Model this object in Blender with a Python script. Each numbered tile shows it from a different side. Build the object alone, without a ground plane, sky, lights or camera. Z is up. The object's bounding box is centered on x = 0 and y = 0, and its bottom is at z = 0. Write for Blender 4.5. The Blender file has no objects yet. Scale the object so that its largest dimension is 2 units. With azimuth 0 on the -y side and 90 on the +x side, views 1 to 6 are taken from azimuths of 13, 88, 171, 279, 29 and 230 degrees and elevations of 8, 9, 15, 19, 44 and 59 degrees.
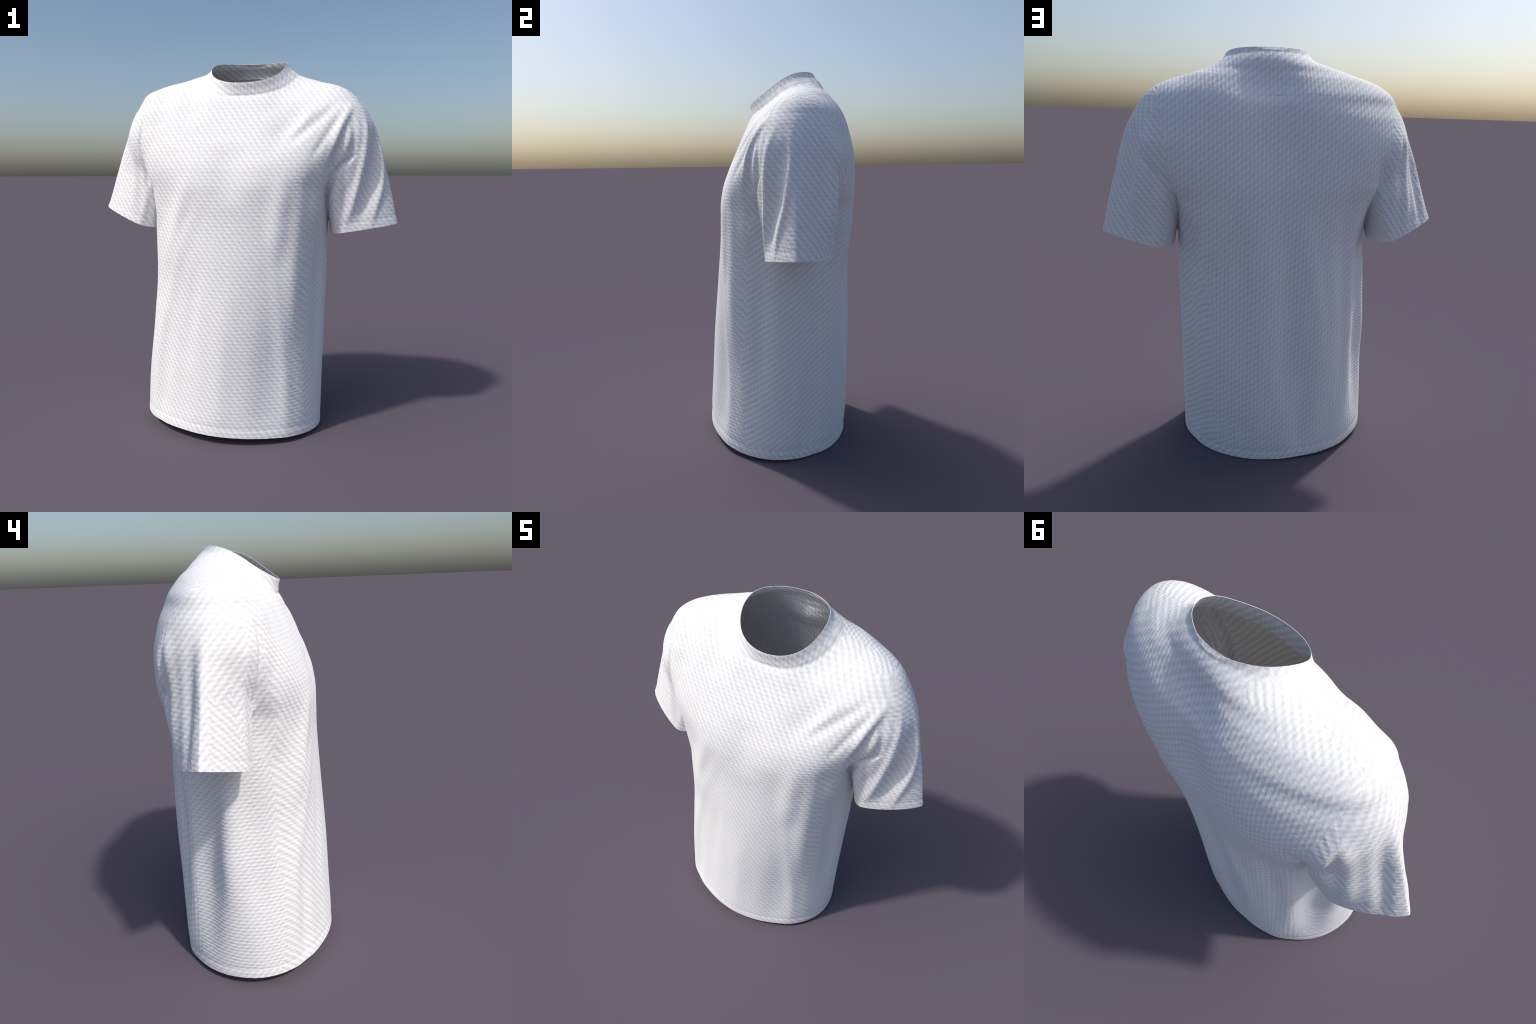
"""White knitted crew-neck sports shirt with short sleeves, worn shape (invisible mannequin).

The cloth is one smooth surface, described as the zero level of a field made of a
torso (super-elliptic sections), two sleeve tubes and a neck band, with folds laid
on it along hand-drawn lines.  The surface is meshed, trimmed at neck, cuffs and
hem, given thickness and split into its sewn panels."""
import bpy
import numpy as np

STEP = 0.0075          # mesh resolution
CLOTH = 0.004          # cloth thickness


# ------------------------------------------------------------------ helpers
def spline(xs, ys):
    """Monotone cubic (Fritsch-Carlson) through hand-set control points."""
    xs, ys = np.array(xs, float), np.array(ys, float)
    h = np.diff(xs)
    d = np.diff(ys) / h
    m = np.zeros_like(ys)
    m[0], m[-1] = d[0], d[-1]
    for i in range(1, len(xs) - 1):
        if d[i - 1] * d[i] > 0:
            w1, w2 = 2 * h[i] + h[i - 1], h[i] + 2 * h[i - 1]
            m[i] = (w1 + w2) / (w1 / d[i - 1] + w2 / d[i])

    def f(x):
        x = np.clip(x, xs[0], xs[-1])
        i = np.clip(np.searchsorted(xs, x) - 1, 0, len(xs) - 2)
        t = (x - xs[i]) / h[i]
        t2, t3 = t * t, t * t * t
        return ((2 * t3 - 3 * t2 + 1) * ys[i] + (t3 - 2 * t2 + t) * h[i] * m[i]
                + (-2 * t3 + 3 * t2) * ys[i + 1] + (t3 - t2) * h[i] * m[i + 1])
    return f


def smoothstep(a, b, x):
    t = np.clip((x - a) / (b - a), 0, 1)
    return t * t * (3 - 2 * t)


def soft_min(a, b, k):
    h = np.maximum(k - np.abs(a - b), 0) / k
    return np.minimum(a, b) - h * h * k * 0.25


def section(dx, dy, left, right, front, back, pfl, pfr, pbl, pbr, rise=0.0, dome=1.0):
    """Signed radial distance to a four-quadrant super-ellipse (all radii > 0),
    closed by a dome where rise > 0."""
    a = np.where(dx < 0, left, right)
    b = np.where(dy < 0, front, back)
    p = np.where(dy < 0, np.where(dx < 0, pfl, pfr), np.where(dx < 0, pbl, pbr))
    q = (np.abs(dx / a) ** p + np.abs(dy / b) ** p + np.abs(rise / dome) ** p) ** (1 / p) + 1e-6
    r = np.sqrt(dx * dx + dy * dy + rise * rise) + 1e-6
    return np.where(r > 0.02, r - r / q, (q - 1) * np.minimum(a, b))


# ------------------------------------------------------------------ torso
#   z      left   right  front  back   side_y front_x
TORSO = [
    (-0.06, 0.544, 0.452, 0.400, 0.390, -0.03, -0.04),
    (0.00, 0.543, 0.455, 0.397, 0.392, -0.03, -0.04),
    (0.30, 0.532, 0.460, 0.376, 0.399, -0.02, -0.04),
    (0.60, 0.512, 0.467, 0.357, 0.400, 0.00, -0.03),
    (0.90, 0.491, 0.475, 0.333, 0.399, 0.02, -0.02),
    (1.20, 0.486, 0.476, 0.311, 0.400, 0.04, 0.00),
    (1.30, 0.498, 0.482, 0.310, 0.401, 0.05, 0.00),
    (1.40, 0.545, 0.535, 0.294, 0.402, 0.06, 0.00),
    (1.50, 0.585, 0.580, 0.258, 0.401, 0.06, 0.00),
    (1.60, 0.600, 0.600, 0.214, 0.395, 0.07, 0.00),
    (1.70, 0.592, 0.598, 0.169, 0.380, 0.08, 0.00),
    (1.76, 0.570, 0.578, 0.142, 0.364, 0.09, 0.01),
    (1.80, 0.552, 0.540, 0.118, 0.347, 0.10, 0.02),
    (1.84, 0.505, 0.485, 0.088, 0.322, 0.10, 0.03),
    (1.87, 0.445, 0.430, 0.060, 0.299, 0.11, 0.03),
    (1.90, 0.345, 0.342, 0.030, 0.274, 0.12, 0.04),
    (1.93, 0.240, 0.270, -0.010, 0.257, 0.13, 0.04),
    (1.96, 0.120, 0.180, -0.060, 0.225, 0.14, 0.04),
    (1.98, 0.020, 0.090, -0.100, 0.190, 0.145, 0.04),
]
_t = list(zip(*TORSO))
T_LEFT, T_RIGHT, T_FRONT, T_BACK, T_SIDE, T_FX = (spline(_t[0], c) for c in _t[1:])
ROUND_Z = [0.0, 0.35, 0.7, 1.1, 1.25, 1.4, 1.55, 1.68, 1.78, 1.9]
P_FL = spline(ROUND_Z, [1.95, 1.95, 1.95, 2.2, 2.25, 2.4, 2.6, 2.8, 2.6, 2.0])
P_FR = spline(ROUND_Z, [2.05, 1.90, 2.00, 2.3, 2.55, 2.9, 3.3, 3.2, 2.5, 2.0])
P_BL = spline(ROUND_Z, [2.08, 2.12, 2.15, 2.2, 2.6, 3.1, 2.9, 2.4, 2.0, 2.0])
P_BR = spline(ROUND_Z, [2.05, 2.15, 2.15, 2.4, 2.9, 3.4, 3.1, 2.5, 2.2, 2.0])


def torso(x, y, z):
    cx, cy = T_FX(z), T_SIDE(z)
    f = section(x - cx, y - cy, T_LEFT(z) + cx, T_RIGHT(z) - cx, T_FRONT(z) + cy, T_BACK(z) - cy,
                P_FL(z), P_FR(z), P_BL(z), P_BR(z))
    slope = 1 + 1.6 * smoothstep(1.74, 1.86, z)
    return np.maximum(f / slope, (z - 1.975) * 0.7)


def hem_height(x, y):
    return 0.0235 - 0.050 * y - 0.030 * x


# ------------------------------------------------------------------ sleeves
# side, cuff centre, tilt of the cuff, then profile over height above the cuff:
#  height, outer, inner, front, back (distances from the axis), place of the belly
SLEEVES = {
    1: dict(centre=(0.662, 0.075, 1.096), tilt=8.8, dome=(0.44, 0.73), tip=-0.03, rows=[
        (-0.04, 0.187, 0.172, 0.162, 0.148, -0.09), (0.0, 0.184, 0.172, 0.156, 0.158, -0.09), (0.12, 0.177, 0.174, 0.168, 0.175, -0.09),
        (0.24, 0.167, 0.175, 0.183, 0.190, -0.08), (0.38, 0.149, 0.18, 0.196, 0.184, -0.07), (0.46, 0.139, 0.19, 0.198, 0.178, -0.07),
        (0.75, 0.138, 0.20, 0.205, 0.175, -0.07)]),
    -1: dict(centre=(-0.666, 0.075, 1.136), tilt=19.0, dome=(0.43, 0.73), tip=0.0, rows=[
        (-0.04, 0.188, 0.168, 0.148, 0.162, -0.09), (0.0, 0.185, 0.166, 0.148, 0.165, -0.09), (0.12, 0.179, 0.155, 0.150, 0.188, -0.09),
        (0.24, 0.173, 0.145, 0.156, 0.202, -0.08), (0.38, 0.169, 0.14, 0.170, 0.202, -0.07), (0.46, 0.167, 0.15, 0.172, 0.190, -0.05),
        (0.75, 0.155, 0.16, 0.175, 0.160, -0.04)]),
}
for s in SLEEVES.values():
    cols = list(zip(*s["rows"]))
    s["prof"] = [spline(cols[0], c) for c in cols[1:]]
    a = np.radians(s["tilt"])
    s["c"], s["s"] = np.cos(a), np.sin(a)


def sleeve_frame(side, x, y, z):
    s = SLEEVES[side]
    c = s["centre"]
    dx, dz = side * (x - c[0]), z - c[2]
    return dx * s["c"] + dz * s["s"], y - c[1], -dx * s["s"] + dz * s["c"]   # outward, back, up


def sleeve(side, x, y, z):
    o, b, h = sleeve_frame(side, x, y, z)
    po, pi, pf, pb, mid = (p(h) for p in SLEEVES[side]["prof"])
    pinch = 1.30 + 0.6 * smoothstep(0.22, 0.55, h)
    inner = pinch + (2.1 - pinch) * (1 - smoothstep(0.28, 0.42, h))
    start, top = SLEEVES[side]["dome"]
    b = b - SLEEVES[side]["tip"] * np.clip((o - mid) / (po - mid), 0, 1)
    rise = np.maximum(h - start, 0)
    f = section(o - mid, b, pi + mid, po - mid, pf, pb, inner, pinch, inner, pinch, rise, top - start)
    return np.maximum(f, -0.035 - h)


# ------------------------------------------------------------------ neck band
NECK_TOP = spline([-0.30, -0.14, -0.05, 0.0, 0.05, 0.10, 0.15, 0.20, 0.40],
                  [1.760, 1.845, 1.902, 1.938, 1.966, 1.985, 1.995, 1.999, 2.000])
BAND = 0.072
NECK_X, NECK_Y = 0.045, 0.035
#   height under the rim: left right front back
NECK = [(-0.05, 0.195, 0.182, 0.170, 0.146), (0.0, 0.208, 0.201, 0.172, 0.163), (0.03, 0.228, 0.220, 0.166, 0.180),
        (0.06, 0.252, 0.244, 0.160, 0.196), (0.10, 0.275, 0.262, 0.150, 0.212), (0.16, 0.275, 0.262, 0.12, 0.212)]
_n = list(zip(*NECK))
N_LEFT, N_RIGHT, N_FRONT, N_BACK = (spline(_n[0], c) for c in _n[1:])


def below_rim(x, y, z):
    return NECK_TOP(y) - 0.010 * (x - NECK_X) - z


def neck(x, y, z):
    d = below_rim(x, y, z)
    f = section(x - NECK_X, y - NECK_Y, N_LEFT(d), N_RIGHT(d), N_FRONT(d), N_BACK(d), 2.05, 2.05, 2.15, 2.15)
    return np.maximum(np.maximum(f, -0.03 - d), d - 0.15)


# ------------------------------------------------------------------ folds
# each: polyline points (x, y, z), half width, height (negative = hollow)
FOLDS = [
    # long hollows and ridges down the body
    ([(-0.46, 0.19, -0.02), (-0.465, 0.18, 0.5), (-0.46, 0.20, 1.40)], 0.08, -0.055),
    ([(0.43, 0.17, -0.35), (0.445, 0.18, 0.6), (0.455, 0.17, 1.28)], 0.065, -0.042),
    ([(-0.05, 0.39, 0.10), (-0.055, 0.39, 0.75), (-0.04, 0.39, 1.30)], 0.055, -0.034),
    ([(0.00, 0.39, 0.90), (0.00, 0.40, 1.35), (0.01, 0.38, 1.6), (0.02, 0.31, 1.92)], 0.10, -0.012),
    ([(0.03, 0.40, 1.35), (0.05, 0.38, 1.6), (0.06, 0.34, 1.80), (0.05, 0.25, 2.0)], 0.15, -0.034),
    ([(0.38, -0.21, 1.60), (0.36, -0.23, 1.25), (0.33, -0.24, 0.9), (0.32, -0.25, 0.4)], 0.06, 0.022),
    ([(0.44, -0.11, 0.20), (0.445, -0.11, 0.8), (0.45, -0.10, 1.25)], 0.06, -0.020),
    ([(-0.50, -0.08, 0.20), (-0.49, -0.07, 0.7), (-0.48, -0.07, 1.15)], 0.07, -0.014),
    ([(-0.24, -0.31, 1.00), (-0.25, -0.315, 0.5), (-0.27, -0.335, 0.0), (-0.27, -0.335, -0.4)], 0.09, -0.013),
    ([(0.26, -0.29, 0.85), (0.23, -0.32, 0.35), (0.21, -0.335, 0.0), (0.21, -0.335, -0.3)], 0.09, -0.013),
    ([(0.00, -0.31, 1.20), (0.00, -0.30, 1.38), (0.00, -0.24, 1.56)], 0.09, -0.012),
    ([(-0.08, -0.30, 1.40), (-0.25, -0.28, 1.00), (-0.38, -0.23, 0.55), (-0.45, -0.2, 0.1)], 0.04, 0.008),
    ([(-0.19, -0.29, 1.30), (-0.31, -0.26, 0.93), (-0.37, -0.24, 0.60)], 0.03, -0.003),
    ([(0.06, -0.33, 1.05), (-0.01, -0.36, 0.55), (-0.04, -0.40, 0.0), (-0.04, -0.40, -0.4)], 0.06, 0.006),
    ([(0.23, -0.27, 1.30), (0.25, -0.28, 0.80), (0.30, -0.27, 0.37), (0.31, -0.28, -0.3)], 0.035, 0.006),
    ([(-0.13, -0.32, 1.05), (-0.18, -0.33, 0.7), (-0.23, -0.34, 0.30)], 0.035, -0.005),
    # hollows above the collar bones
    ([(0.38, 0.10, 1.93), (0.31, -0.06, 1.84), (0.26, -0.125, 1.76), (0.20, -0.20, 1.62)], 0.08, -0.024),
    ([(-0.32, 0.06, 1.92), (-0.24, -0.09, 1.81), (-0.22, -0.13, 1.74), (-0.18, -0.20, 1.62)], 0.07, -0.020),
    # softer undulations of the back
    ([(0.18, 0.38, 0.40), (0.18, 0.376, 0.85), (0.18, 0.378, 1.35)], 0.045, -0.020),
    ([(0.13, 0.375, -0.30), (0.10, 0.390, 0.40), (0.08, 0.395, 0.75), (0.05, 0.395, 1.10)], 0.040, 0.008),
    ([(-0.12, 0.39, -0.20), (-0.13, 0.39, 0.32), (-0.12, 0.38, 0.75)], 0.050, -0.020),
    ([(-0.23, 0.37, 0.35), (-0.205, 0.377, 0.75), (-0.15, 0.387, 1.05), (-0.10, 0.39, 1.30)], 0.035, 0.009),
    ([(-0.34, 0.32, 0.20), (-0.35, 0.305, 0.70), (-0.32, 0.33, 1.10), (-0.31, 0.38, 1.50)], 0.045, -0.018),
    ([(-0.34, 0.315, -0.40), (-0.34, 0.315, 0.10), (-0.34, 0.315, 0.40)], 0.060, 0.013),
    ([(0.42, 0.22, 0.85), (0.42, 0.235, 1.10), (0.43, 0.25, 1.30)], 0.050, -0.026),
    # and of the front
    ([(-0.55, 0.03, 1.86), (-0.475, -0.08, 1.76), (-0.43, -0.14, 1.62)], 0.050, 0.020),
    ([(-0.20, -0.29, 1.42), (-0.28, -0.262, 1.12), (-0.34, -0.25, 0.80)], 0.050, 0.018),
    ([(-0.48, -0.15, 1.50), (-0.423, -0.166, 1.30), (-0.42, -0.17, 1.08)], 0.050, 0.018),
    ([(-0.34, -0.26, 0.85), (-0.35, -0.273, 0.46), (-0.38, -0.27, 0.0), (-0.38, -0.27, -0.3)], 0.050, -0.016),
    ([(-0.49, 0.04, 1.15), (-0.492, 0.056, 0.77), (-0.515, 0.07, 0.35)], 0.050, 0.018),
    ([(0.48, -0.14, 1.50), (0.436, -0.16, 1.30), (0.42, -0.17, 1.05)], 0.050, 0.024),
    ([(0.30, -0.25, 1.45), (0.265, -0.275, 1.19), (0.25, -0.28, 0.90)], 0.050, 0.020),
    ([(0.45, -0.04, 1.87), (0.355, -0.14, 1.72), (0.285, -0.20, 1.61), (0.18, -0.27, 1.45)], 0.060, -0.018),
    # fullness behind the armholes and over the left shoulder blade
    ([(-0.60, 0.22, 1.72), (-0.57, 0.28, 1.55), (-0.56, 0.28, 1.42), (-0.60, 0.26, 1.20)], 0.05, 0.022),
    ([(0.63, 0.19, 1.74), (0.62, 0.25, 1.57), (0.63, 0.24, 1.42), (0.65, 0.22, 1.28), (0.64, 0.22, 1.10)], 0.05, 0.034),
    ([(0.32, 0.33, 0.95), (0.31, 0.345, 1.18), (0.33, 0.345, 1.40)], 0.06, 0.020),
]
# small folds; their lines are first laid on to the cloth
CREASES = [
    # drag lines from the wearer's left armpit up over the chest
    ([(0.54, -0.05, 1.75), (0.42, -0.13, 1.63), (0.28, -0.21, 1.48)], 0.022, -0.012),
    ([(0.43, -0.09, 1.74), (0.37, -0.14, 1.635), (0.27, -0.20, 1.52)], 0.020, 0.006),
    ([(0.55, -0.07, 1.69), (0.454, -0.143, 1.553), (0.37, -0.20, 1.43)], 0.018, -0.009),
    ([(0.59, -0.02, 1.75), (0.515, -0.122, 1.564), (0.44, -0.16, 1.40)], 0.020, 0.014),
    ([(0.59, -0.06, 1.72), (0.54, -0.115, 1.569), (0.50, -0.135, 1.483), (0.47, -0.14, 1.39), (0.45, -0.11, 1.22)], 0.026, -0.018),
    ([(-0.42, -0.10, 1.66), (-0.36, -0.17, 1.56), (-0.26, -0.22, 1.46)], 0.030, 0.004),
    # left sleeve
    ([(0.63, -0.01, 1.72), (0.655, -0.06, 1.50), (0.635, -0.072, 1.34), (0.57, -0.085, 1.08)], 0.018, 0.017),
    ([(0.59, -0.08, 1.70), (0.60, -0.09, 1.54), (0.58, -0.10, 1.43)], 0.018, -0.010),
    ([(0.69, 0.01, 1.64), (0.70, -0.02, 1.40), (0.67, -0.045, 1.26), (0.64, -0.06, 1.09)], 0.032, -0.030),
    ([(0.67, 0.04, 1.74), (0.735, 0.03, 1.46), (0.745, 0.018, 1.35), (0.72, -0.02, 1.19), (0.69, -0.04, 1.05)], 0.017, 0.014),
    ([(0.60, -0.10, 1.36), (0.56, -0.10, 1.26), (0.54, -0.09, 1.12)], 0.022, -0.008),
    ([(0.64, -0.08, 1.50), (0.55, -0.115, 1.42), (0.505, -0.10, 1.345), (0.475, -0.05, 1.27), (0.469, 0.0, 1.16)], 0.012, -0.026),
    ([(0.66, 0.20, 1.60), (0.55, 0.245, 1.39), (0.493, 0.22, 1.293), (0.471, 0.13, 1.16)], 0.012, -0.026),
    ([(0.62, 0.22, 1.52), (0.64, 0.21, 1.35), (0.63, 0.20, 1.15)], 0.035, 0.006),
    # right sleeve
    ([(-0.66, 0.11, 1.72), (-0.70, 0.135, 1.50), (-0.74, 0.145, 1.36), (-0.79, 0.15, 1.05)], 0.028, -0.022),
    ([(-0.66, 0.06, 1.70), (-0.72, 0.07, 1.50), (-0.76, 0.06, 1.34), (-0.81, 0.05, 1.10)], 0.025, 0.012),
    ([(-0.51, -0.08, 1.74), (-0.52, -0.115, 1.61), (-0.53, -0.12, 1.53), (-0.525, -0.10, 1.38), (-0.49, -0.05, 1.22)], 0.013, -0.050),
    ([(-0.575, 0.23, 1.70), (-0.62, 0.22, 1.525), (-0.635, 0.215, 1.37), (-0.66, 0.21, 1.08)], 0.034, 0.020),
    ([(-0.60, 0.24, 1.66), (-0.575, 0.25, 1.53), (-0.53, 0.26, 1.42), (-0.46, 0.25, 1.32), (-0.44, 0.23, 1.20)], 0.015, -0.036),
    ([(-0.45, 0.32, 1.52), (-0.485, 0.31, 1.45), (-0.47, 0.28, 1.36)], 0.030, -0.020),
    ([(-0.54, -0.03, 1.66), (-0.60, -0.06, 1.45), (-0.61, -0.07, 1.28), (-0.60, -0.07, 1.06)], 0.028, 0.016),
]
_all_folds = list(FOLDS)


def lay_creases():
    """Resample each crease line and drop it on to the unfolded cloth."""
    for pts, width, height in CREASES:
        pts = np.array(pts, float)
        run = np.concatenate([[0], np.cumsum(np.linalg.norm(np.diff(pts, axis=0), axis=1))])
        u = np.linspace(0, run[-1], 17)
        P = np.stack([spline(run, pts[:, i])(u) for i in range(3)], 1)
        for _ in range(5):
            g = gradient(P)
            P = P - np.clip(cloth(*P.T)[:, None] * g / np.maximum((g * g).sum(1), 0.2)[:, None], -0.03, 0.03)
        _all_folds.append((P, width, height))


def fold_field(x, y, z):
    total = np.zeros_like(x)
    for pts, width, height in _all_folds:
        pts = np.array(pts, float)
        lo, hi = pts.min(0) - 3 * width, pts.max(0) + 3 * width
        near = np.nonzero((x > lo[0]) & (x < hi[0]) & (y > lo[1]) & (y < hi[1]) & (z > lo[2]) & (z < hi[2]))
        if not len(near[0]):
            continue
        P = np.stack([x[near], y[near], z[near]], -1)
        seg = np.linalg.norm(np.diff(pts, axis=0), axis=1)
        run = np.concatenate([[0], np.cumsum(seg)])
        best, at = np.full(len(P), 9.0), np.zeros(len(P))
        for i in range(len(pts) - 1):
            d = pts[i + 1] - pts[i]
            t = np.clip((P - pts[i]) @ d / (d @ d), 0, 1)
            dist = np.linalg.norm(P - pts[i] - t[:, None] * d, axis=1)
            closer = dist < best
            best = np.where(closer, dist, best)
            at = np.where(closer, (run[i] + t * seg[i]) / run[-1], at)
        fade = smoothstep(0, 0.4, at) * smoothstep(0, 0.4, 1 - at)
        total[near] += height * fade * np.exp(-(best / width) ** 2)
    return total * (0.35 + 0.65 * smoothstep(0.0, 0.18, z))   # the sewn hem hangs straighter


# ------------------------------------------------------------------ the whole cloth
def cloth(x, y, z, parts=False):
    t = torso(x, y, z)
    n = neck(x, y, z)
    rear = smoothstep(-0.06, 0.12, y)   # crisp seam in front, the band flows into the shoulders behind
    body = soft_min(t, n, 0.012 + 0.020 * rear)
    d = below_rim(x, y, z)
    by_neck = 1 - smoothstep(0.0, 0.03, np.abs(n - t))
    body = body + (1 - 0.6 * rear) * by_neck * (0.002 * np.exp(-((d - BAND) / 0.008) ** 2) - 0.002 * (1 - smoothstep(BAND - 0.02, BAND, d)))
    k = 0.006 + 0.10 * smoothstep(1.30, 1.62, z)
    r = sleeve(1, x, y, z)
    l = sleeve(-1, x, y, z)
    f = soft_min(soft_min(body, r, k), l, k)
    # sewn edges stand a little proud of the cloth
    up = z - hem_height(x, y)
    f = f - 0.001 * (1 - smoothstep(0.025, 0.045, up)) + 0.0012 * np.exp(-((up - 0.046) / 0.013) ** 2)
    if parts:
        return t, n, r, l
    for side, own in ((1, r), (-1, l)):
        h = sleeve_frame(side, x, y, z)[2]
        edge = 0.0006 * (1 - smoothstep(0.028, 0.042, h)) - 0.0008 * np.exp(-((h - 0.042) / 0.011) ** 2)
        f = f - np.where((own < t) & (h < 0.1), edge, 0)
    return f - fold_field(x, y, z)


def gradient(P, eps=0.0015):
    g = np.zeros_like(P)
    for i in range(3):
        a, b = P.copy(), P.copy()
        a[:, i] += eps
        b[:, i] -= eps
        g[:, i] = (cloth(*a.T) - cloth(*b.T)) / (2 * eps)
    return g


# ------------------------------------------------------------------ meshing (surface nets)
def surface(lo, hi, step):
    n = np.ceil((np.array(hi) - lo) / step).astype(int) + 1
    ax = [lo[i] + step * np.arange(n[i]) for i in range(3)]
    F = np.empty(n, np.float32)
    for i in range(0, n[0], 16):
        X, Y, Z = np.meshgrid(ax[0][i:i + 16], ax[1], ax[2], indexing="ij")
        F[i:i + 16] = cloth(X, Y, Z)
    inside = F < 0
    c = [inside[i:n[0] - 1 + i, j:n[1] - 1 + j, k:n[2] - 1 + k] for i in (0, 1) for j in (0, 1) for k in (0, 1)]
    count = sum(v.astype(np.int8) for v in c)
    active = (count > 0) & (count < 8)
    idx = np.full(active.shape, -1, np.int64)
    cells = np.argwhere(active)
    idx[active] = np.arange(len(cells))
    # vertex = mean of the edge crossings of the cell
    acc, num = np.zeros((len(cells), 3)), np.zeros(len(cells))
    for axis in range(3):
        for u in (0, 1):
            for v in (0, 1):
                o = np.zeros(3, int)
                o[(axis + 1) % 3], o[(axis + 2) % 3] = u, v
                A = cells + o
                B = A.copy()
                B[:, axis] += 1
                fa, fb = F[tuple(A.T)], F[tuple(B.T)]
                cross = (fa < 0) != (fb < 0)
                t = np.where(cross, fa / np.where(cross, fa - fb, 1), 0)
                acc += np.where(cross[:, None], A + (B - A) * t[:, None], 0)
                num += cross
    V = np.array(lo) + step * acc / num[:, None]
    quads = []
    for axis in range(3):
        a, b = (axis + 1) % 3, (axis + 2) % 3
        sl0, sl1 = [slice(1, -1)] * 3, [slice(1, -1)] * 3
        sl0[axis], sl1[axis] = slice(0, -1), slice(1, None)
        s0, s1 = inside[tuple(sl0)], inside[tuple(sl1)]
        for flip in (False, True):
            e = np.argwhere((s0 & ~s1) if not flip else (~s0 & s1))
            off = np.ones(3, int)
            off[axis] = 0
            e = e + off
            da, db = np.zeros(3, int), np.zeros(3, int)
            da[a], db[b] = 1, 1
            ring = [e - da - db, e - db, e, e - da]
            q = np.stack([idx[tuple(r.T)] for r in ring], 1)
            quads.append(q[:, ::-1] if flip else q)
    Q = np.concatenate(quads)
    Q = Q[(Q >= 0).all(1)]
    for _ in range(3):   # pull on to the true surface
        g = gradient(V)
        d = cloth(*V.T)[:, None] * g / np.maximum((g * g).sum(1), 0.15)[:, None]
        V = V - np.clip(d, -step * 0.6, step * 0.6)
    d1 = np.linalg.norm(V[Q[:, 0]] - V[Q[:, 2]], axis=1)
    d2 = np.linalg.norm(V[Q[:, 1]] - V[Q[:, 3]], axis=1)
    T = np.where((d1 < d2)[:, None, None], Q[:, [[0, 1, 2], [0, 2, 3]]], Q[:, [[0, 1, 3], [1, 2, 3]]]).reshape(-1, 3)
    return V, T


def split(V, T, g):
    """Cut the triangles along g = 0 so that every triangle lies on one side."""
    g = np.where(np.abs(g) < 0.0009, 0.0, g)   # no slivers
    s = np.sign(g)
    st = s[T]
    mixed = (st.max(1) > 0) & (st.min(1) < 0)
    keep, cut = T[~mixed], T[mixed]
    E = np.sort(np.concatenate([cut[:, [0, 1]], cut[:, [1, 2]], cut[:, [2, 0]]]), axis=1)
    E = np.unique(E[s[E[:, 0]] * s[E[:, 1]] < 0], axis=0)
    t = g[E[:, 0]] / (g[E[:, 0]] - g[E[:, 1]])
    new = V[E[:, 0]] + (V[E[:, 1]] - V[E[:, 0]]) * t[:, None]
    at = {(a, b): len(V) + i for i, (a, b) in enumerate(map(tuple, E))}
    out = []
    for tri in cut:
        poly = []
        for i in range(3):
            a, b = tri[i], tri[(i + 1) % 3]
            poly.append(a)
            if s[a] * s[b] < 0:
                poly.append(at[(min(a, b), max(a, b))])
        zeros = [i for i, p in enumerate(poly) if p >= len(V) or s[p] == 0]
        i, j = zeros[0], zeros[-1]
        for loop in (poly[i:j + 1], poly[j:] + poly[:i + 1]):
            for m in range(1, len(loop) - 1):
                out.append((loop[0], loop[m], loop[m + 1]))
    V2 = np.concatenate([V, new])
    g2 = np.concatenate([g, np.zeros(len(new))])
    T2 = np.concatenate([keep, np.array(out, np.int64).reshape(-1, 3)])
    return V2, T2, g2


def side_of(T, g):
    m = g[T]
    return m[np.arange(len(T)), np.abs(m).argmax(1)] > 0


def sleeve_mask(V, side):
    t, n, r, l = cloth(*V.T, parts=True)
    s = r if side > 0 else l
    o, b, h = sleeve_frame(side, *V.T)
    return (s < np.minimum(t, n)) & (h < 0.12), h


def trim(V, T):
    # hem
    V, T, g = split(V, T, V[:, 2] - hem_height(V[:, 0], V[:, 1]))
    T = T[side_of(T, g)]
    # cuffs
    for side in (1, -1):
        mask, h = sleeve_mask(V, side)
        V, T, g = split(V, T, np.where(mask, h, 0.05))
        T = T[side_of(T, g)]
    # rim
    near = (V[:, 2] > 1.7) & (np.hypot(V[:, 0] - NECK_X, V[:, 1] - NECK_Y) < 0.3)
    V, T, g = split(V, T, np.where(near, below_rim(*V.T), 0.1))
    T = T[side_of(T, g)]
    return V, T


def compact(V, T):
    used, inv = np.unique(T, return_inverse=True)
    return V[used], inv.reshape(-1, 3)


# ------------------------------------------------------------------ panels
def side_seam(V, side):
    """Positive inside the side panel of that flank."""
    x, y, z = V.T
    front = np.where(side > 0, spline([0.0, 0.3, 0.5, 0.7, 0.95, 1.2, 1.35], [-0.19, -0.205, -0.208, -0.18, -0.17, -0.16, -0.11])(z),
                     spline([0.0, 0.3, 0.5, 0.62, 0.8, 1.05, 1.3], [-0.175, -0.19, -0.19, -0.145, -0.113, -0.10, -0.10])(z))
    back = 0.30 if side > 0 else spline([0.0, 0.4, 0.9, 1.3], [0.22, 0.25, 0.245, 0.23])(z)
    inner = np.minimum(y - front, back - y)
    return np.where(side * x > 0.05, np.minimum(inner, (1.28 - z) * 2), -0.2)


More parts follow.
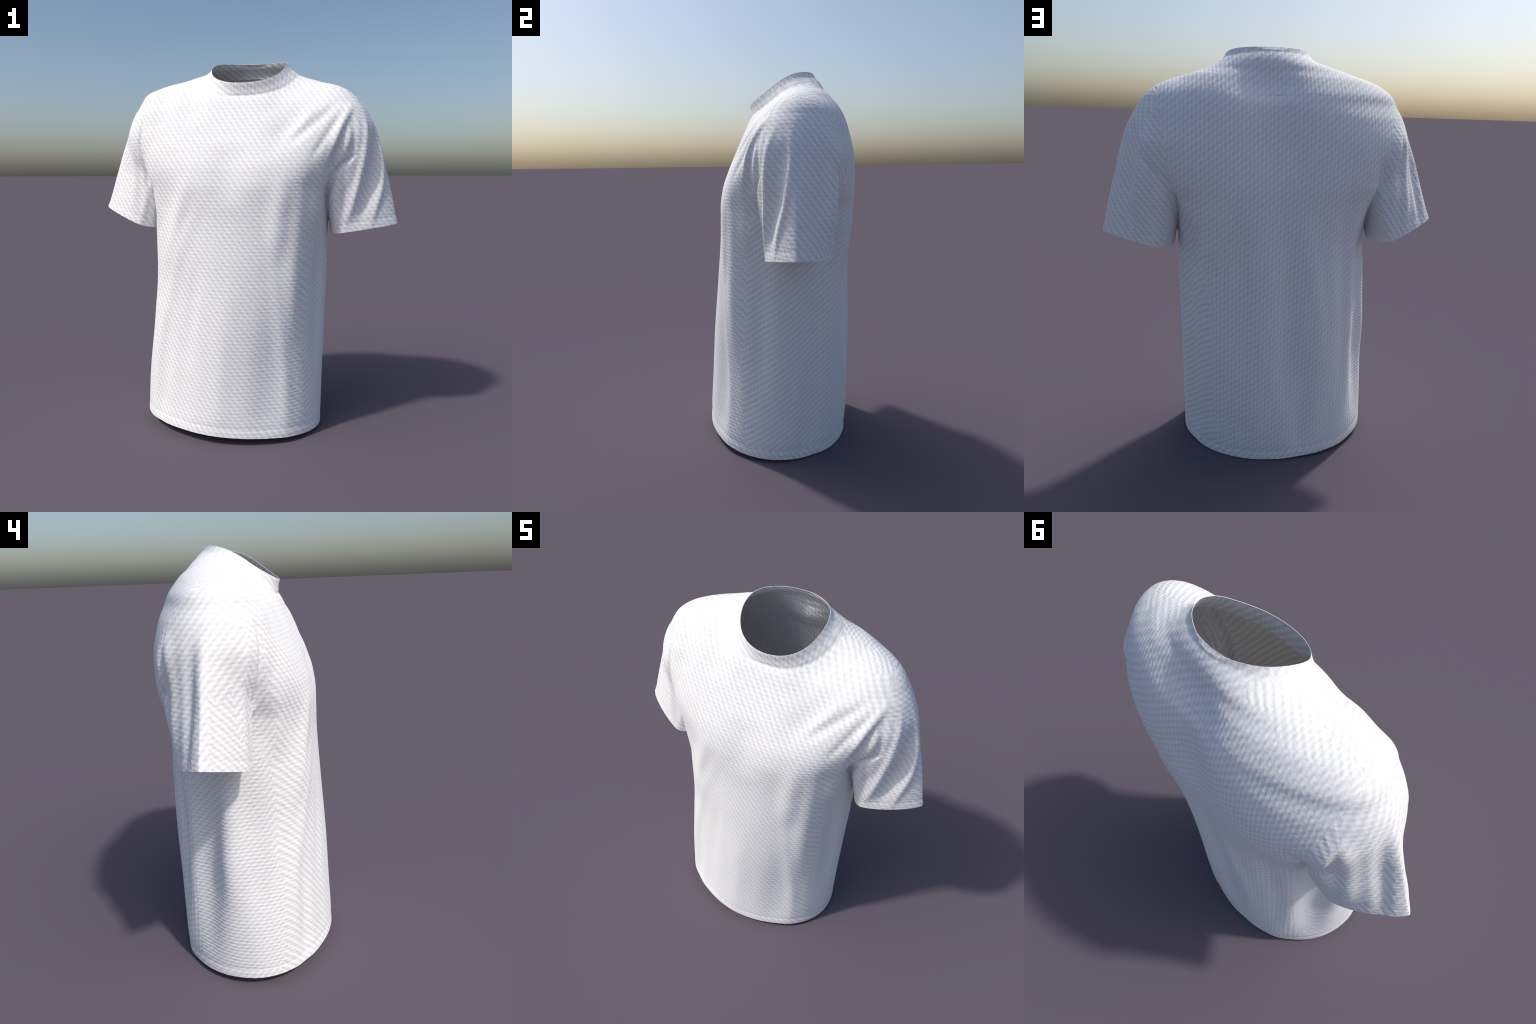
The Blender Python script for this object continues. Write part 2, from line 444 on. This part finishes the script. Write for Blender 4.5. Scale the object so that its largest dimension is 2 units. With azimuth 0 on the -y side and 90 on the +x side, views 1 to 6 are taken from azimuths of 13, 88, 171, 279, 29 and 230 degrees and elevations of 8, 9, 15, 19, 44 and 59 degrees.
def armhole(V, side):
    """Positive on the sleeve."""
    x, y, z = V.T
    t, n, r, l = cloth(x, y, z, parts=True)
    s = r if side > 0 else l
    lean = spline([1.0, 1.3, 1.5, 1.7, 1.9], [0.45, 0.475, 0.51, 0.545, 0.56])(z)
    over = side * x - lean
    w = smoothstep(1.27, 1.42, z)
    cut = w * over + (1 - w) * (t - s)
    return np.where(side * x > 0.3, cut, -0.2)


def cuff(V, side):
    """Positive on the turned edge of the sleeve."""
    mask, h = sleeve_mask(V, side)
    return np.where(mask, 0.040 - h, -0.2)


def build():
    lay_creases()
    V, T = surface((-0.93, -0.47, -0.06), (0.93, 0.49, 2.06), STEP)
    V, T = trim(V, T)
    V, T = compact(V, T)
    label = np.zeros(len(T), int)
    marks = [("collar", lambda P: np.where((P[:, 2] > 1.68) & (np.hypot(P[:, 0] - NECK_X, P[:, 1] - NECK_Y) < 0.34),
                                           BAND - below_rim(*P.T), -0.2)),
             ("cuff", lambda P: cuff(P, 1)), ("cuff", lambda P: cuff(P, -1)),
             ("sleeve", lambda P: armhole(P, 1)), ("sleeve", lambda P: armhole(P, -1)),
             ("hem_band", lambda P: 0.044 - (P[:, 2] - hem_height(P[:, 0], P[:, 1]))),
             ("side_panel", lambda P: side_seam(P, 1)), ("side_panel", lambda P: side_seam(P, -1)),
             ("front_panel", lambda P: np.where(P[:, 2] < 1.5, 0.05 - P[:, 1], 0.10 - P[:, 1])),
             ("back_panel", None)]
    owner = []   # (name, triangles) in order; cut what is left over each time
    rest = T
    for name, fn in marks:
        if fn is None:
            owner.append((name, rest))
            break
        n0 = len(V)
        g = fn(V)
        V, rest, g = split(V, rest, g)
        m = side_of(rest, g)
        owner.append((name, rest[m]))
        rest = rest[~m]
    N = gradient(V)
    N /= np.linalg.norm(N, axis=1)[:, None]
    return V, N, owner


# ------------------------------------------------------------------ materials
def fabric(name, turned, lean=0.43, rung_share=0.28, base=(0.96, 0.96, 0.96), strength=1.0, side=0.85, mirror_back=False):
    """White knit: rows of small oval stitches, every row set over by part of a stitch."""
    m = bpy.data.materials.new(name)
    m.use_nodes = True
    nt = m.node_tree
    N, L = nt.nodes, nt.links
    bsdf = N["Principled BSDF"]

    def math(op, a, b=None, c=None):
        n = N.new("ShaderNodeMath")
        n.operation = op
        for i, v in enumerate((a, b, c)):
            if v is None:
                continue
            if isinstance(v, (int, float)):
                n.inputs[i].default_value = v
            else:
                L.new(v, n.inputs[i])
        return n.outputs[0]

    tc = N.new("ShaderNodeTexCoord")
    wob = N.new("ShaderNodeTexNoise")
    wob.inputs["Scale"].default_value = 26
    wob.inputs["Detail"].default_value = 2
    L.new(tc.outputs["Object"], wob.inputs["Vector"])
    warp = N.new("ShaderNodeVectorMath")
    warp.operation = "MULTIPLY_ADD"
    L.new(wob.outputs["Color"], warp.inputs[0])
    warp.inputs[1].default_value = (0.011, 0.011, 0.011)
    L.new(tc.outputs["Object"], warp.inputs[2])
    sep = N.new("ShaderNodeSeparateXYZ")
    L.new(warp.outputs[0], sep.inputs[0])
    x, y, z = sep.outputs
    geo = N.new("ShaderNodeNewGeometry")
    face = N.new("ShaderNodeSeparateXYZ")
    L.new(geo.outputs["Normal"], face.inputs[0])
    sideways = math("GREATER_THAN", math("ABSOLUTE", face.outputs[0]), side)
    if mirror_back:   # the knit of the sleeves is wrapped round the arm
        x = math("MULTIPLY", x, math("MULTIPLY_ADD", math("GREATER_THAN", face.outputs[1], 0.0), -2.0, 1.0))
    across = math("ADD", math("MULTIPLY", y, sideways), math("MULTIPLY", x, math("SUBTRACT", 1.0, sideways)))
    upward = math("GREATER_THAN", face.outputs[2], 0.84)
    z = math("ADD", math("MULTIPLY", y, upward), math("MULTIPLY", z, math("SUBTRACT", 1.0, upward)))
    u, v = (z, across) if turned else (across, z)
    row = math("MULTIPLY", v, 1 / 0.0180)
    col = math("MULTIPLY_ADD", u, 1 / 0.0320, math("MULTIPLY", row, lean))
    cell = N.new("ShaderNodeCombineXYZ")
    L.new(math("FLOOR", row), cell.inputs[0])
    L.new(math("FLOOR", col), cell.inputs[1])
    rnd = N.new("ShaderNodeTexWhiteNoise")
    rnd.noise_dimensions = "2D"
    L.new(cell.outputs[0], rnd.inputs["Vector"])
    ridge = math("COSINE", math("MULTIPLY", col, 6.28318))
    rung = math("COSINE", math("MULTIPLY", row, 6.28318))
    weave = math("MULTIPLY_ADD", ridge, 0.48 * (1 - rung_share), math("MULTIPLY", rung, 0.48 * rung_share))
    patchy = N.new("ShaderNodeTexNoise")   # some stitches are pulled deeper than others
    patchy.inputs["Scale"].default_value = 40
    patchy.inputs["Detail"].default_value = 2
    L.new(tc.outputs["Object"], patchy.inputs["Vector"])
    deep = math("MULTIPLY_ADD", patchy.outputs["Fac"], 2.2, -0.1)
    h = math("ADD", 0.5, math("MULTIPLY", weave, deep))
    fine = N.new("ShaderNodeTexNoise")
    fine.inputs["Scale"].default_value = 90
    fine.inputs["Detail"].default_value = 3
    L.new(tc.outputs["Object"], fine.inputs["Vector"])
    height = math("ADD", h, math("MULTIPLY", fine.outputs["Fac"], 0.7))
    bump = N.new("ShaderNodeBump")
    bump.inputs["Strength"].default_value = 0.3 * strength
    bump.inputs["Distance"].default_value = 0.006
    L.new(height, bump.inputs["Height"])
    L.new(bump.outputs[0], bsdf.inputs["Normal"])
    # base colour is greyer in the dents than on the ridges, with a faint warm or cool tint per stitch
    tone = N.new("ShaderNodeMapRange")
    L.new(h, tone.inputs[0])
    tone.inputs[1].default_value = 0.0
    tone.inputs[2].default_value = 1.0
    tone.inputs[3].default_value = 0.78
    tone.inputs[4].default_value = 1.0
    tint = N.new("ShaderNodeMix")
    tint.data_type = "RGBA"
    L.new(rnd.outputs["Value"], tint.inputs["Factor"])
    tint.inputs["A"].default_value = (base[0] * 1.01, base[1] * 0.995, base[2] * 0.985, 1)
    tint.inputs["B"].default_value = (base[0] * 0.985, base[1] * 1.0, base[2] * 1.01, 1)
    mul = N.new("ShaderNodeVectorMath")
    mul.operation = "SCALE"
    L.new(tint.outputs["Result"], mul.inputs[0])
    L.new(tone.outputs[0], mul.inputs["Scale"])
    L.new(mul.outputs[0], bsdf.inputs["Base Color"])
    bsdf.inputs["Roughness"].default_value = 0.85
    bsdf.inputs["Specular IOR Level"].default_value = 0.25
    bsdf.inputs["Sheen Weight"].default_value = 0.0
    return m


# the number after each name: how far a face must turn sideways before the knit is laid along y
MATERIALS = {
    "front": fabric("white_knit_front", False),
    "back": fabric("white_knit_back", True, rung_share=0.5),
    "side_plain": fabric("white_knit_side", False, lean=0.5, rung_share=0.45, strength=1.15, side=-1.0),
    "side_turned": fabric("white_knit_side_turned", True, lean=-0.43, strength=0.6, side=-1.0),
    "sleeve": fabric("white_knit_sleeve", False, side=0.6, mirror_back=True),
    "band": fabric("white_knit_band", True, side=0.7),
}


# ------------------------------------------------------------------ objects
def add_part(name, V, N, tris, thick, material, parent, rims):
    used, inv = np.unique(tris, return_inverse=True)
    t = inv.reshape(-1, 3)
    n = len(used)
    P, Nn = V[used], N[used]
    thick = np.full((n, 1), thick)
    if name == "collar":   # thin rim, doubled lower edge
        thick = 0.0014 + 0.011 * np.clip(below_rim(*P.T) / BAND, 0, 1)[:, None]
    verts = np.concatenate([P, P - Nn * thick])
    faces = [t, t[:, ::-1] + n]
    # walls along free edges of the whole garment, with normals of their own
    E = np.concatenate([tris[:, [0, 1]], tris[:, [1, 2]], tris[:, [2, 0]]])
    look = {int(v): i for i, v in enumerate(used)}
    if name == "collar":   # the doubled band also has a lower edge
        S = np.sort(E, axis=1)
        _, back, cnt = np.unique(S[:, 0] * (len(V) + 1) + S[:, 1], return_inverse=True, return_counts=True)
        edges = E[cnt[back] == 1]
    else:
        edges = np.array([e for e in E if (int(e[0]), int(e[1])) in rims]).reshape(-1, 2)
    normals = np.concatenate([Nn, -Nn])
    if len(edges):
        e = np.vectorize(look.get)(edges)
        along = P[e[:, 1]] - P[e[:, 0]]
        out = np.cross(along, Nn[e[:, 0]])
        acc = np.zeros_like(P)
        for k in (0, 1):
            np.add.at(acc, e[:, k], out)
        rim = np.unique(e)
        out_n = acc[rim] / np.maximum(np.linalg.norm(acc[rim], axis=1), 1e-9)[:, None]
        base = len(verts)
        slot = np.full(n, -1)
        slot[rim] = np.arange(len(rim))
        verts = np.concatenate([verts, P[rim], P[rim] - Nn[rim] * thick[rim]])
        normals = np.concatenate([normals, out_n, out_n])
        i, j = base + slot[e[:, 0]], base + slot[e[:, 1]]
        m = len(rim)
        faces.append(np.concatenate([np.stack([i, i + m, j], 1), np.stack([j, i + m, j + m], 1)]))
    F = np.concatenate(faces)
    me = bpy.data.meshes.new(name)
    me.vertices.add(len(verts))
    me.vertices.foreach_set("co", verts.astype(np.float32).ravel())
    me.loops.add(F.size)
    me.loops.foreach_set("vertex_index", F.astype(np.int32).ravel())
    me.polygons.add(len(F))
    me.polygons.foreach_set("loop_start", (np.arange(len(F)) * 3).astype(np.int32))
    me.polygons.foreach_set("loop_total", np.full(len(F), 3, np.int32))
    me.update(calc_edges=True)
    me.validate()
    me.shade_smooth()
    me.normals_split_custom_set_from_vertices(normals.astype(np.float32))
    me.materials.append(material)
    ob = bpy.data.objects.new(name, me)
    bpy.context.collection.objects.link(ob)
    ob.parent = parent
    return ob


def main():
    root = bpy.data.objects.new("t_shirt", None)
    bpy.context.collection.objects.link(root)
    root["label"] = "plain white knitted crew neck t-shirt with short sleeves"
    root["category"] = "t-shirt"
    V, N, owner = build()
    # free edges = used by one triangle of the whole garment
    allT = np.concatenate([t for _, t in owner])
    E = np.concatenate([allT[:, [0, 1]], allT[:, [1, 2]], allT[:, [2, 0]]])
    S = np.sort(E, axis=1)
    key = S[:, 0] * (len(V) + 1) + S[:, 1]
    _, inv, cnt = np.unique(key, return_inverse=True, return_counts=True)
    free = E[cnt[inv] == 1]
    rims = {(int(a), int(b)) for a, b in free}
    made = []
    for name, tris in owner:
        if not len(tris):
            continue
        cx = V[tris].mean((0, 1))[0]
        mat = {"collar": "band", "hem_band": "front", "front_panel": "front", "back_panel": "back", "sleeve": "sleeve", "cuff": "sleeve",
               "side_panel": "side_turned" if cx > 0 else "side_plain"}[name]
        ob = add_part(name, V, N, tris, CLOTH, MATERIALS[mat], root, rims)
        made.append((name, cx > 0, ob))
    for name, flank, ob in made:   # each cuff belongs to its sleeve
        if name == "cuff":
            ob.parent = next(o for n, f, o in made if n == "sleeve" and f == flank)


main()
